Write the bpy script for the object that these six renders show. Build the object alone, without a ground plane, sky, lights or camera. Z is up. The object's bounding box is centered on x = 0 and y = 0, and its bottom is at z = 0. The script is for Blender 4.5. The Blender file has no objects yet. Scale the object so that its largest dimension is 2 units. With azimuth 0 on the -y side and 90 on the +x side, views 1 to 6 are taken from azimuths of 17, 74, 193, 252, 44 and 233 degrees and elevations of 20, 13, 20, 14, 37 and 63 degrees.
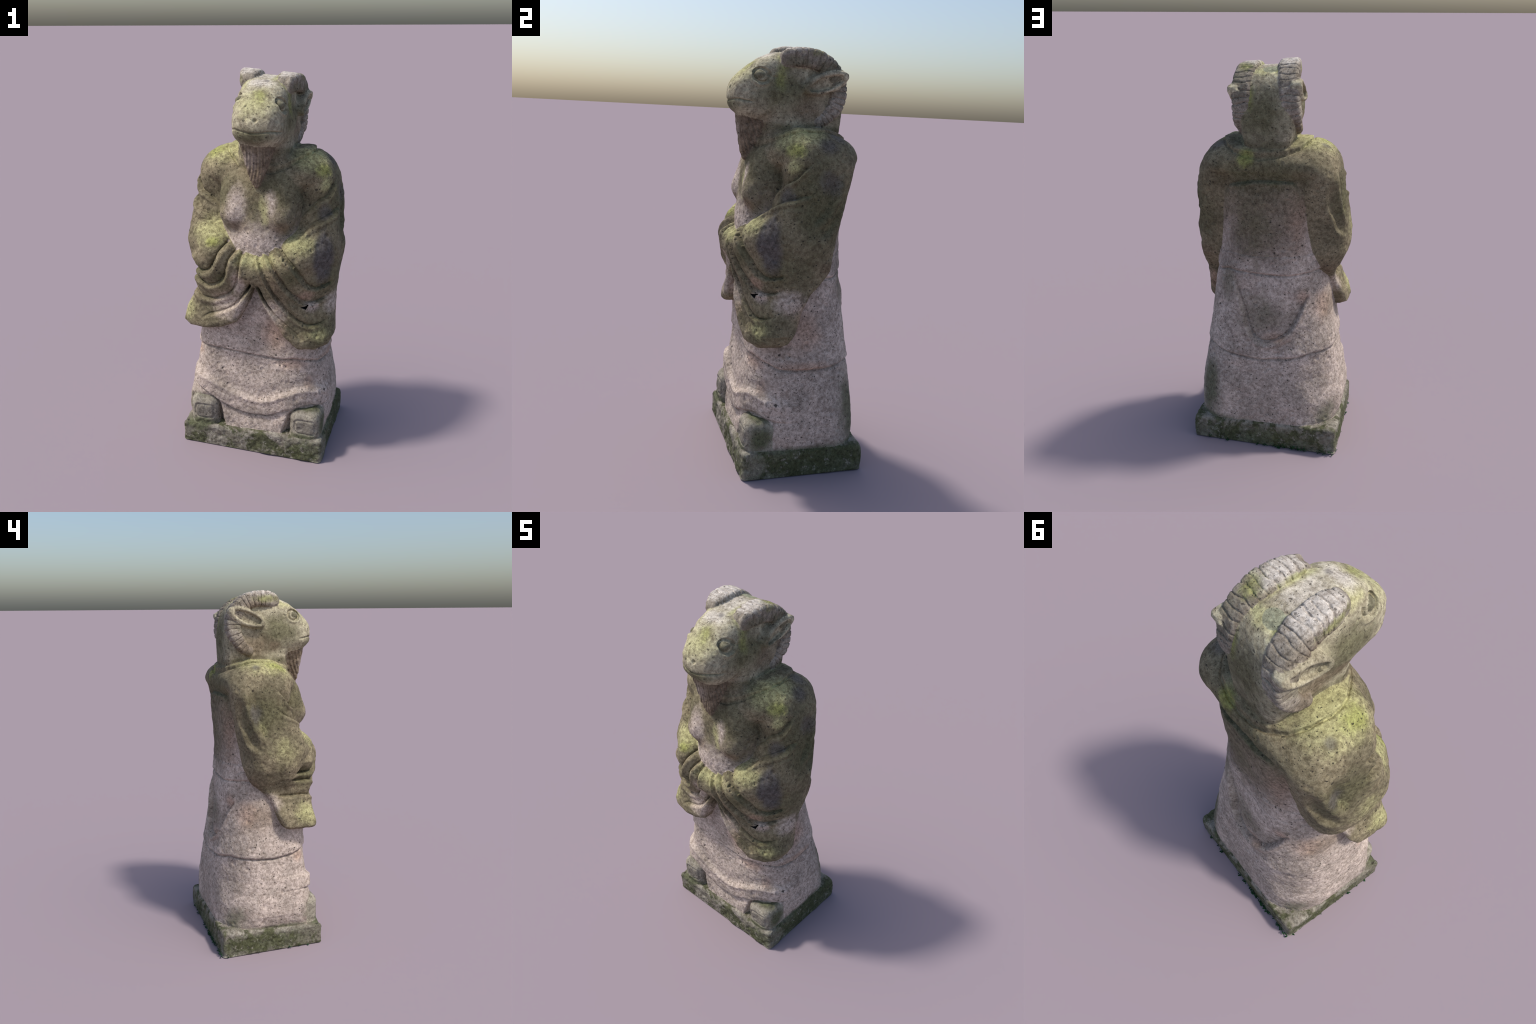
# ============================ FORM: implicit solids ============================
import numpy as np, math

CX = 0.022            # middle of the head and neck (the statue leans a little to +x)

def smin(a, b, k):
    h = np.clip(0.5 + 0.5 * (b - a) / k, 0.0, 1.0)
    return b + (a - b) * h - k * h * (1.0 - h)

def smax(a, b, k):
    return -smin(-a, -b, k)

def smooth_table(table, soft=5):
    """profile rows (station, value, value ...) -> function giving softened columns"""
    t = np.array(table, float)
    g = np.linspace(t[0, 0], t[-1, 0], 241)
    ker = np.exp(-0.5 * (np.arange(-3 * soft, 3 * soft + 1) / soft) ** 2)
    ker /= ker.sum()
    cols = []
    for c in range(1, t.shape[1]):
        v = np.interp(g, t[:, 0], t[:, c])
        v = np.convolve(np.pad(v, 3 * soft, mode='reflect', reflect_type='odd'), ker, 'valid')
        cols.append(v)
    return lambda s: [np.interp(s, g, v).astype(np.float32) for v in cols]

def rounded_box_2d(x, y, xl, xr, yf, yb, r):
    qx = np.abs(x - 0.5 * (xl + xr)) - 0.5 * (xr - xl) + r
    qy = np.abs(y - 0.5 * (yf + yb)) - 0.5 * (yb - yf) + r
    return np.hypot(np.maximum(qx, 0), np.maximum(qy, 0)) + np.minimum(np.maximum(qx, qy), 0) - r

def rounded_box(x, y, z, lo, hi, r):
    q = [np.abs(v - 0.5 * (a + b)) - 0.5 * (b - a) + r for v, a, b in zip((x, y, z), lo, hi)]
    out = np.sqrt(sum(np.maximum(v, 0) ** 2 for v in q))
    return out + np.minimum(np.maximum(np.maximum(q[0], q[1]), q[2]), 0) - r

def ellipsoid(x, y, z, c, s):
    a, b, d = (x - c[0]) / s[0], (y - c[1]) / s[1], (z - c[2]) / s[2]
    k0 = np.sqrt(a * a + b * b + d * d)
    k1 = np.sqrt((a / s[0]) ** 2 + (b / s[1]) ** 2 + (d / s[2]) ** 2) + 1e-6
    return k0 * (k0 - 1.0) / k1

def spline(points, n=6):
    """Catmull-Rom through the control points (any dimension)"""
    p = np.array(points, float)
    p = np.vstack([2 * p[0] - p[1], p, 2 * p[-1] - p[-2]])
    out = []
    for i in range(1, len(p) - 2):
        for t in np.arange(n) / n:
            out.append(0.5 * (2 * p[i] + (p[i + 1] - p[i - 1]) * t
                       + (2 * p[i - 1] - 5 * p[i] + 4 * p[i + 1] - p[i + 2]) * t * t
                       + (3 * p[i] - p[i - 1] - 3 * p[i + 1] + p[i + 2]) * t ** 3))
    out.append(p[-2])
    return np.array(out)

def along(coords, path, dims, pad):
    """distance to a polyline and the arc parameter 0..1, only near it (mask, d, t, side)"""
    q = np.array(path)
    m = np.ones(coords[0].shape, bool)
    for c, k in zip(coords, range(dims)):
        m &= (c > q[:, k].min() - pad) & (c < q[:, k].max() + pad)
    pts = [c[m] for c in coords]
    best = np.full(pts[0].shape, 1e9, np.float32)
    par = np.zeros_like(best)
    side = np.zeros_like(best)
    seg = np.linalg.norm(np.diff(q[:, :dims], axis=0), axis=1)
    s0 = np.concatenate([[0], np.cumsum(seg)])
    for i in range(len(q) - 1):
        a, ab = q[i, :dims], q[i + 1, :dims] - q[i, :dims]
        l2 = float(ab @ ab) + 1e-12
        rel = [p - a[k] for k, p in enumerate(pts)]
        t = np.clip(sum(r * ab[k] for k, r in enumerate(rel)) / l2, 0, 1)
        d2 = sum((r - t * ab[k]) ** 2 for k, r in enumerate(rel))
        w = d2 < best
        best = np.where(w, d2, best)
        par = np.where(w, (s0[i] + t * seg[i]) / s0[-1], par)
        if dims == 2:
            side = np.where(w, np.sign(ab[0] * rel[1] - ab[1] * rel[0]), side)
    return m, np.sqrt(best), par, side

def tube(x, y, z, pts, n=5, pad=0.12):
    """solid round roll through control points (x, y, z, radius)"""
    path = spline(pts, n)
    lo = path[:, :3].min(0) - path[:, 3].max(); hi = path[:, :3].max(0) + path[:, 3].max()
    out = np.sqrt(sum(np.maximum(np.maximum(a - v, v - b), 0) ** 2 for v, a, b in zip((x, y, z), lo, hi))) + 0.5 * pad
    m, d, t, _ = along((x, y, z), path, 3, pad)
    arc = np.concatenate([[0], np.cumsum(np.linalg.norm(np.diff(path[:, :3], axis=0), axis=1))])
    out[m] = d - np.interp(t, arc / arc[-1], path[:, 3])
    return out.astype(np.float32)

def polygon(u, v, pts):
    """signed distance to a closed polygon in a plane"""
    p = np.array(pts, float)
    d = np.full(u.shape, 1e9, np.float32); s = np.ones(u.shape, np.float32)
    for i in range(len(p)):
        a, b = p[i], p[i - 1]
        e = b - a
        wx, wy = u - a[0], v - a[1]
        t = np.clip((wx * e[0] + wy * e[1]) / (e @ e), 0, 1)
        d = np.minimum(d, (wx - e[0] * t) ** 2 + (wy - e[1] * t) ** 2)
        c1, c2, c3 = v >= a[1], v < b[1], e[0] * wy > e[1] * wx
        s = np.where((c1 & c2 & c3) | (~c1 & ~c2 & ~c3), -s, s)
    return s * np.sqrt(d)

# ---------- robe: rounded-box sections   z, left, right, front, back, corner (front, back) ----------
ROBE = smooth_table([
    (0.00, -.380, .366, -.262, .300, .080, .13), (0.12, -.386, .368, -.262, .304, .085, .15),
    (0.25, -.378, .368, -.252, .305, .100, .17), (0.35, -.360, .362, -.246, .298, .110, .19),
    (0.45, -.342, .348, -.230, .286, .115, .20), (0.52, -.327, .337, -.221, .277, .115, .21),
    (0.60, -.317, .328, -.221, .267, .115, .21), (0.72, -.302, .316, -.227, .253, .115, .21),
    (0.87, -.282, .298, -.236, .232, .110, .20), (0.95, -.268, .285, -.215, .218, .100, .19),
    (1.05, -.255, .270, -.215, .213, .090, .18), (1.15, -.240, .262, -.210, .217, .090, .18),
    (1.28, -.235, .255, -.140, .224, .090, .17), (1.37, -.235, .255, -.120, .230, .090, .17), (1.60, -.235, .255, -.110, .225, .090, .16)], 3)

def robe(x, y, z):
    xl, xr, yf, yb, rf, rb = ROBE(z)
    bulge = .012 * np.clip(1 - (y / .25) ** 2, 0, 1) * np.clip((z - .13) / .08, 0, 1)
    d = rounded_box_2d(x, y, xl - 1.7 * bulge, xr + bulge, yf, yb, np.where(y > 0.5 * (yf + yb), rb + np.where(x < 0, .06 * np.clip((.55 - z) / .15, 0, 1), 0), rf + np.where(x > 0, .085, 0)))
    return smax(smax(d, z - 1.56, .06), -z + 0.02, .01)

# ---------- arms hang from the shoulders in wide sleeves ----------
ARM_LEFT = smooth_table([
    (0.80, .20, .380, -.15, .02, .07), (0.92, .14, .382, -.16, .05, .08),
    (1.05, .12, .400, -.18, .105, .10), (1.15, .14, .402, -.210, .125, .10), (1.28, .17, .391, -.178, .155, .10),
    (1.38, .17, .379, -.125, .180, .10), (1.48, .15, .366, -.130, .205, .10), (1.62, .13, .352, -.125, .200, .10)], 4)
ARM_RIGHT = smooth_table([
    (0.80, -.320, -.16, -.15, .05, .07), (0.92, -.328, -.10, -.16, .09, .08),
    (1.05, -.386, -.06, -.18, .140, .10), (1.15, -.392, -.10, -.21, .150, .10), (1.28, -.377, -.13, -.160, .175, .10),
    (1.38, -.362, -.13, -.125, .195, .10), (1.48, -.350, -.11, -.130, .215, .10), (1.62, -.333, -.09, -.125, .200, .10)], 4)

def shoulder_top(x, y):
    return 1.616 - np.where(x > 0, 2.3, 1.7) * np.maximum(np.abs(x - .010) - 0.18, 0) ** 2 - np.where(y < 0, .42, .32) * np.maximum(np.abs(y - .01) - .06, 0)

def arm(x, y, z, prof):
    d = rounded_box_2d(x, y, *prof(z))
    d = smax(d, z - shoulder_top(x, y), .10)
    return smax(d, 0.90 - z, .10)

def yoke(x, y, z):
    """shoulders and upper back in one, above the back panel"""
    one = 0 * x
    d = rounded_box_2d(x, y, one - .340, one + .356, one - .190, one + .236, np.where(y > .02, .13, .20).astype(np.float32))
    d = smax(d, z - shoulder_top(x, y), .10)
    return smax(d, 1.44 - z, .10)

def forearm(x, y, z, sgn):
    if sgn > 0:
        return tube(x, y, z, [(.310, .00, 1.12, .095), (.255, -.125, 1.138, .118), (.155, -.215, 1.080, .108), (.03, -.236, 1.048, .087)])
    return tube(x, y, z, [(-.292, -.02, 1.12, .100), (-.226, -.140, 1.138, .114), (-.125, -.217, 1.080, .108), (.03, -.236, 1.048, .087)])

# ---------- hanging sleeve ends: outline in the front plane, depth by height ----------
HANG_LEFT = [(.00, 1.07), (.022, .965), (.065, .87), (.12, .775), (.175, .70), (.235, .642), (.32, .632), (.380, .662),
             (.402, .71), (.394, .80), (.388, .92), (.388, 1.05), (.30, 1.12), (.10, 1.12)]
HANG_RIGHT = [(.03, 1.07), (.010, .965), (-.02, .87), (-.075, .765), (-.15, .724), (-.26, .697), (-.345, .698),
              (-.388, .72), (-.380, .79), (-.330, .88), (-.320, 1.00), (-.345, 1.08), (-.28, 1.12), (-.10, 1.12)]
HANG_BACK = smooth_table([(.55, -.10), (.65, -.09), (.75, -.05), (.82, -.035), (.89, .0), (.94, .045), (1.0, .09), (1.2, .11)], 3)

def hanging(x, y, z, outline, sgn):
    d = polygon(x, z, outline)
    ax = np.maximum(np.abs(x - 0.01) - .09, 0)
    low = np.clip((.90 - z) / .2, 0, 1)
    bend = (1.75 - .85 * low) if sgn > 0 else (1.0 - .6 * low)
    front = -.303 - .02 * np.clip((z - .9) / .12, 0, 1) + bend * ax ** 1.79
    back = HANG_BACK(z)[0]
    if sgn < 0:
        back = back + .02 - .04 * np.clip((.80 - z) / .2, 0, 1)
    return smax(smax(d, front - y, .04), (y - back) * .9, .035)

# ---------- chest ----------
def chest(x, y, z):
    d = ellipsoid(x, y, z, (.012, -.055, 1.37), (.20, .203, .28))
    d = smin(d, ellipsoid(x, y, z, (.012, -.070, 1.18), (.215, .210, .22)), .06)
    for sx in (-1, 1):
        d = smin(d, ellipsoid(x, y, z, (.012 + sx * .105, -.150, 1.37), (.100, .105, .15)), .05)
        d = smin(d, ellipsoid(x, y, z, (.012 + sx * .125, -.225, 1.325), (.052, .048, .052)), .05)
    return d

# ---------- head: tilted a little; sections along y   y, half width, top, bottom ----------
def tilt(x, y, z):
    """into the head's own frame: it leans to one side and looks a little to the other"""
    return x - .06 * (z - 1.78) + .04 * (y + .20), z + .085 * (x - CX)

HEAD = smooth_table([
    (-.343, .040, 1.790, 1.728), (-.325, .076, 1.821, 1.698), (-.29, .100, 1.857, 1.673), (-.25, .117, 1.894, 1.660),
    (-.20, .124, 1.930, 1.653), (-.15, .130, 1.952, 1.647), (-.10, .135, 1.960, 1.640), (0.0, .135, 1.966, 1.62),
    (.08, .135, 1.957, 1.56), (.13, .134, 1.930, 1.56), (.16, .130, 1.895, 1.56), (.18, .126, 1.85, 1.56), (.20, .12, 1.78, 1.56)], 3)
CHEEK = smooth_table([
    (-.343, .034, 1.786, 1.728), (-.325, .070, 1.812, 1.698), (-.29, .100, 1.832, 1.671), (-.25, .119, 1.855, 1.660),
    (-.20, .128, 1.86, 1.655), (-.12, .141, 1.86, 1.658), (-.05, .148, 1.86, 1.676), (-.01, .146, 1.86, 1.72), (.05, .135, 1.86, 1.80)], 2)

def section(x, y, z, tab, p, taper=0.0):
    hw, top, bot = tab(y)
    hw = hw * (1 - taper * np.clip((z - 1.79) / .15, 0, 1))
    hz = 0.5 * (top - bot)
    n = ((np.abs(x - CX) / hw) ** p + np.abs((z - 0.5 * (top + bot)) / hz) ** p) ** (1 / p)
    return (n - 1) * np.minimum(hw, hz) * .95

def head(x, y, z):
    x, z = tilt(x, y, z)
    d = section(x, y, z, HEAD, 3.2, .07)
    d = smax(d, -.340 - y, .03)
    d = smax(d, y - .190, .04)
    c = section(x, y, z, CHEEK, 2.7, .14)
    c = smax(smax(c, -.340 - y, .03), y + .005, .02)
    return smin(d, c, .015)

def neck(x, y, z):
    one = 0 * x
    d = rounded_box_2d(x, y, one + CX - .136, one + CX + .126, one - .19, one + .168, .10)
    return smax(d, z - 1.75, .05)

HORN_PATH = [(-.092, 1.936), (-.05, 1.944), (.01, 1.944), (.06, 1.930), (.105, 1.900), (.138, 1.858), (.150, 1.805),
             (.143, 1.752), (.120, 1.708), (.092, 1.678), (.066, 1.662)]

def horn(x, y, z, sgn):
    x, z = tilt(x, y, z)
    path = spline(HORN_PATH, 4)
    m, rd, t, side = along((y, z), path, 2, .09)
    out = np.full(x.shape, .12, np.float32)
    m2 = m & (np.abs(x - CX) < .3)
    sel = m2[m]
    rd, t = rd[sel], t[sel]
    xs = (x[m2] - CX) * sgn
    xc = np.interp(t, [0, .3, .55, .8, 1], [.092, .104, .116, .126, .126])
    xw = np.interp(t, [0, .06, .3, .55, .8, 1], [.040, .050, .054, .048, .042, .030])
    rt = np.interp(t, [0, .1, .4, .7, 1], [.040, .043, .042, .040, .026])
    w = t * 18.5 + .10 * np.sin(t * 40 + sgn) + .12 * np.sin(xs * 60 + t * 23)
    saw = np.abs((w % 1.0) - .5) * 2
    ring = np.clip((saw - .72) / .28, 0, 1)
    d = rounded_box_2d(rd, xs, -rt, rt, xc - xw, xc + xw, .020) + (.0065 + .002 * np.sin(w // 1 * 2.4)) * ring
    out[m2] = d
    return out

def ear(x, y, z, sgn):
    x, z = tilt(x, y, z)
    xs = (x - CX) * sgn
    ang = math.radians(20)
    yc, zc = .080, 1.842
    a = (y - yc) * math.cos(ang) + (z - zc) * math.sin(ang)
    b = -(y - yc) * math.sin(ang) + (z - zc) * math.cos(ang)
    hb = .046 * np.sqrt(np.clip(1 - np.abs(a / .110) ** 1.8, .02, 1))
    outer = np.maximum(np.abs(b) - hb, np.abs(a) - .110)
    lip = .150 + .05 * np.maximum(a, 0)
    d = smax(outer, np.abs(xs - lip) - .026, .018)
    hole = np.maximum(np.abs(b + .002) - hb + .019, np.abs(a + .004) - .080)
    hole = smax(hole, lip + .005 - xs, .008)
    return smax(d, -hole, .010)

def eye(x, y, z, sgn):
    x, z = tilt(x, y, z)
    return ellipsoid(x, y, z, (CX + sgn * .089, -.216, 1.855), (.031, .029, .0225))

def beard(x, y, z):
    t = np.clip((z - 1.462) / .21, 0, 1.3)
    hw = .004 + .075 * t ** .75
    front = np.interp(z, [1.46, 1.50, 1.56, 1.60, 1.67], [-.254, -.268, -.278, -.283, -.290]).astype(np.float32)
    xs = x - CX
    lock = np.sin(xs * 400 + y * 300 + 1.2 * np.sin(z * 31)) + .6 * np.sin(xs * 233 - y * 200 + 2 * np.sin(z * 17 + 1))
    d = rounded_box_2d(xs, y, -hw, hw, front, -.12 + 0 * x, .004 + .03 * np.clip(t, 0, 1)) + .0022 * lock
    return smax(smax(d, z - 1.69, .02), 1.462 - z, .01)

def plinth(x, y, z):
    u, v = np.clip((x + .38) / .75, 0, 1), np.clip((y + .28) / .58, 0, 1)
    top = (.115 * (1 - u) + .136 * u) * (1 - v) + (.147 * (1 - u) + .126 * u) * v
    one = 0 * x
    side = rounded_box_2d(x, y, one - .400, one + .381, one - .285, one + .316, .022)
    return smax(side, z - top, .022)

SHOE = {1: (.283, .082), -1: (-.278, .080)}      # middle in x, half width

def shoe(x, y, z, sgn):
    """blunt upturned toe with an inset front panel"""
    c, w = SHOE[sgn]
    d = rounded_box(x, y, z, (c - w, -.276, .06), (c + w, -.10, .282), .052)
    panel = rounded_box_2d(x, z, c - w + .034, c + w - .022, .160, .236, .020)
    return d + (.007 * np.exp(-(panel / .005) ** 2)) * np.clip((-.255 - y) / .012, 0, 1)

def toe_arch(x, y, z, sgn):
    """hollow in the hem through which the toe looks out"""
    c, w = SHOE[sgn]
    inner, outer = c - sgn * (w + .020), c + sgn * .30
    flare = .25 * np.maximum(.22 - z, 0) * sgn
    return rounded_box(x + flare, y, z, (min(inner, outer), -.50, .0), (max(inner, outer), -.195, .288), .070)

# ---------- folds: steps along control curves on the cloth ----------
def step(coords, pts, below, depth, lip, fade=.12, flip=False, pad=None, flat=1.3, swell=.35, early=1.0, crisp=.0):
    """amount to carve: full depth just past the curve, fading over `below`; a rounded, swollen lip before it"""
    path = spline(pts, 5)
    pad = pad or below * 2.2 + lip * 2
    m, d, t, side = along(coords, path, 2, pad)
    s = d * side * (-1 if flip else 1)
    c = np.where(s > 0, np.exp(-(np.abs(s) / below) ** flat), np.exp(-(s / lip) ** 2)) - swell * np.exp(-((s + 2.6 * lip) / (1.6 * lip)) ** 2)
    c = c + crisp * np.exp(-(s / .0045) ** 2)
    ends = np.clip(t / (fade * early), 0, 1) * np.clip((1 - t) / fade, 0, 1)
    out = np.zeros(coords[0].shape, np.float32)
    out[m] = depth * c * ends
    return out

def around(x, y, table):
    """height of a line that runs round the body, by compass angle (front 0, +x 90)"""
    a = np.degrees(np.arctan2(x, -y))
    t = np.array(table)
    return np.interp(a, t[:, 0], t[:, 1]).astype(np.float32)

SKIRT_LINE = [(-180, .503), (-150, .522), (-132, .545), (-115, .540), (-90, .533), (-75, .545), (-57, .568), (-40, .572), (0, .556),
              (30, .551), (45, .556), (60, .540), (70, .522), (85, .522), (110, .525), (128, .532), (150, .515), (170, .502), (180, .503)]
WAIST_LINE = [(-180, .954), (-150, .957), (-120, .972), (-60, .97), (60, .95), (120, .945), (133, .966), (150, .963), (180, .954)]
BELT_LINE = [(-180, 1.051), (-150, 1.058), (-125, 1.066), (-60, 1.07), (60, 1.04), (110, 1.036), (135, 1.058), (160, 1.051), (180, 1.051)]

# front folds as (x, z)
FOLDS_RIGHT = [  # curve, below, depth, lip
    ([(-.120, 1.190), (-.150, 1.160), (-.172, 1.128), (-.190, 1.090), (-.215, 1.045), (-.250, 1.020), (-.30, 1.015), (-.36, 1.03)], .030, .024, .010),
    ([(-.062, 1.165), (-.088, 1.140), (-.107, 1.112), (-.116, 1.080), (-.134, 1.014), (-.164, .980), (-.208, .954), (-.245, .949), (-.285, .965), (-.36, .99)], .028, .018, .008),
    ([(-.028, 1.160), (-.043, 1.135), (-.051, 1.108), (-.054, 1.059), (-.073, .983), (-.106, .930), (-.153, .896), (-.209, .872), (-.273, .871), (-.315, .890), (-.37, .91)], .028, .016, .008),
    ([(.006, 1.03), (.000, .99), (-.014, .956), (-.045, .911), (-.086, .861), (-.141, .824), (-.218, .790), (-.262, .765), (-.272, .75)], .075, .020, .008, 4)]
FOLDS_LEFT = [
    ([(.120, 1.185), (.152, 1.158), (.185, 1.130), (.216, 1.098), (.250, 1.035), (.275, .985), (.310, .962), (.35, .970), (.385, .99)], .022, .017, .005),
    ([(.058, 1.165), (.082, 1.138), (.117, 1.096), (.155, 1.029), (.186, .970), (.230, .920), (.280, .888), (.330, .893), (.37, .920)], .022, .017, .005),
    ([(.030, 1.155), (.044, 1.125), (.072, 1.065), (.103, .975), (.142, .910), (.183, .850), (.230, .802), (.280, .772), (.335, .775), (.38, .80)], .022, .017, .005),
    ([(.012, 1.03), (.035, .967), (.065, .904), (.108, .843), (.164, .790), (.212, .745), (.252, .705), (.262, .69)], .060, .016, .006, 4)]

CREST = [(-.37, .415), (-.30, .405), (-.235, .391), (-.170, .363), (-.106, .336), (-.042, .319), (.03, .313), (.09, .325), (.159, .358), (.233, .392), (.288, .396), (.36, .365)]
UNDERFOLD = [(-.38, .345), (-.33, .335), (-.286, .320), (-.235, .293), (-.178, .261), (-.121, .237), (-.057, .223), (.006, .218), (.085, .227), (.161, .258), (.237, .289), (.302, .303), (.36, .278)]
POUCH = [(.165, .93), (.151, .886), (.130, .826), (.104, .758), (.079, .673), (.046, .621), (-.002, .600), (-.065, .615), (-.118, .655), (-.154, .714), (-.189, .795), (-.222, .862)]

PANEL_TOP = [(.213, 1.350), (.204, 1.385), (.187, 1.410), (.132, 1.427), (.071, 1.439), (-.002, 1.444), (-.074, 1.444), (-.136, 1.440),
             (-.158, 1.413), (-.170, 1.375)]

def cloth(x, y, z):
    """robe with its layers: overskirt edge, hem rolls, belt, pouch line on the back"""
    d = robe(x, y, z)
    s = z - around(x, y, SKIRT_LINE)
    d = d - .009 * np.exp(-(s / .10) ** 2) * (s > 0) + .013 * np.exp(-(s / .007) ** 2)
    bk = np.clip((y - .02) / .05, 0, 1)
    s = z - around(x, y, WAIST_LINE)
    d = d + bk * (.009 * np.exp(-(s / .006) ** 2) - .005 * np.exp(-(s / .07) ** 2) * (s > 0))
    s = z - around(x, y, BELT_LINE)
    d = d + bk * (.004 * np.exp(-(s / .005) ** 2) + .003 * np.clip(s / .01, 0, 1))
    # a broad roll of cloth slung across the front, above the feet
    fr = np.clip((.0 - y) / .08, 0, 1) * np.clip((.385 - np.abs(x)) / .05, 0, 1)
    up = np.interp(x, [p[0] for p in CREST], [p[1] for p in CREST]) - z
    dn = z - np.interp(x, [p[0] for p in UNDERFOLD], [p[1] for p in UNDERFOLD])
    band = np.clip(up / .022 + .5, 0, 1) * np.clip(dn / .007 + .5, 0, 1)
    d = d - fr * (.011 * band * (1 + .5 * np.exp(-((up - .012) / .016) ** 2)))
    d = d + fr * (.006 * np.exp(-((up + .03) / .03) ** 2) + .009 * np.exp(-((dn + .004) / .007) ** 2) + .006 * np.exp(-((dn + .02) / .03) ** 2))
    d = d + np.clip((y - .02) / .06, 0, 1) * step((x, z), POUCH, .07, .020, .008, .10, flip=True, crisp=.3)
    for sg in (1, -1):
        d = smax(d, -toe_arch(x, y, z, sg), .010)
    return d.astype(np.float32)

def sleeve(d, x, y, z, folds, left):
    reach = np.clip(((-.10 if left else -.02) - y) / .05, 0, 1)
    for pts, below, depth, lip, *flat in folds:
        d = d + reach * step((x, z), pts, below, depth, lip, .10, flip=left is False, flat=flat[0] if flat else 1.3, swell=0 if flat else .35, early=1.6 if flat else .5, crisp=.3 if flat else .5)
    sg = 1 if left else -1
    u = np.arctan2(y - .02, (x - .01) * sg - .26)      # compass round the upper arm: 0 outward, minus forward
    out = np.clip(((x - .01) * sg - .16) / .03, 0, 1)
    for pts, below, depth, lip, over in ARM_FOLDS[left]:
        pts = [(math.radians(a) * .15, h) for a, h in pts]
        d = d + out * step((u * .15, z), pts, below, depth, lip, .22, flip=over, swell=.5, crisp=.25 if lip < .01 else 0)
    return d

# folds round the upper arms: (angle, z) curves; the cloth is hollow above or in front of them
ARM_FOLDS = {
    True: [([(-25, 1.48), (-40, 1.457), (-50, 1.432), (-61, 1.405), (-77, 1.389), (-95, 1.35), (-110, 1.31)], .035, .019, .007, True),
           ([(-22, 1.345), (-38, 1.339), (-48, 1.327), (-63, 1.315), (-86, 1.283), (-101, 1.242), (-112, 1.21)], .035, .019, .007, True),
           ([(34, 1.45), (30, 1.403), (21, 1.32), (6, 1.265), (-14, 1.227), (-24, 1.215)], .045, .016, .012, True),
           ([(44, 1.32), (39, 1.284), (27, 1.222), (8, 1.175), (-6, 1.147)], .035, .010, .012, True)],
    False: [([(-25, 1.48), (-38, 1.456), (-46, 1.428), (-58, 1.400), (-77, 1.385), (-95, 1.36), (-110, 1.33)], .035, .019, .007, True),
            ([(-22, 1.368), (-36, 1.356), (-48, 1.337), (-63, 1.318), (-86, 1.285), (-101, 1.25)], .035, .019, .007, True),
            ([(44, 1.50), (42, 1.425), (36, 1.357), (27, 1.296), (14, 1.247), (4, 1.23)], .050, .020, .012, True),
            ([(66, 1.44), (66, 1.34), (56, 1.273), (44, 1.204), (28, 1.171), (18, 1.16)], .045, .018, .012, True)]}

COLLAR_EDGE = [(.224, .109), (.204, .150), (.163, .187), (.098, .206), (.024, .211), (-.045, .205), (-.100, .190), (-.158, .150), (-.188, .090),
               (-.198, .01), (-.189, -.040), (-.167, -.080), (-.136, -.115), (-.085, -.172), (-.03, -.20), (.04, -.21), (.097, -.192), (.142, -.160), (.179, -.130), (.217, -.095), (.242, -.055), (.248, .004), (.243, .06)]

def solids(x, y, z):
    P = {}
    P['robe'] = cloth(x, y, z)
    for k, prof, out, f, sg in (('l', ARM_LEFT, HANG_LEFT, FOLDS_LEFT, 1), ('r', ARM_RIGHT, HANG_RIGHT, FOLDS_RIGHT, -1)):
        a = smin(arm(x, y, z, prof), forearm(x, y, z, sg), .04)
        P['sleeve_' + k] = sleeve(smin(a, hanging(x, y, z, out, sg), .02), x, y, z, f, sg > 0)
    P['yoke'] = yoke(x, y, z)
    P['chest'] = chest(x, y, z)
    P['head'] = smin(head(x, y, z), neck(x, y, z), .02)
    P['horn_l'] = horn(x, y, z, 1); P['horn_r'] = horn(x, y, z, -1)
    P['ear_l'] = ear(x, y, z, 1); P['ear_r'] = ear(x, y, z, -1)
    P['eye_l'] = eye(x, y, z, 1); P['eye_r'] = eye(x, y, z, -1)
    P['beard'] = beard(x, y, z)
    P['plinth'] = plinth(x, y, z)
    P['shoe_l'] = shoe(x, y, z, 1); P['shoe_r'] = shoe(x, y, z, -1)
    return P

MOUTH = [(-.115, 1.728), (-.10, 1.734), (-.061, 1.746), (-.025, 1.739), (.016, 1.734), (.042, 1.733), (.079, 1.738), (.107, 1.740), (.135, 1.733), (.16, 1.725)]
NOSTRILS = [(.041, -.337, 1.791), (-.008, -.340, 1.797)]

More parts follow.
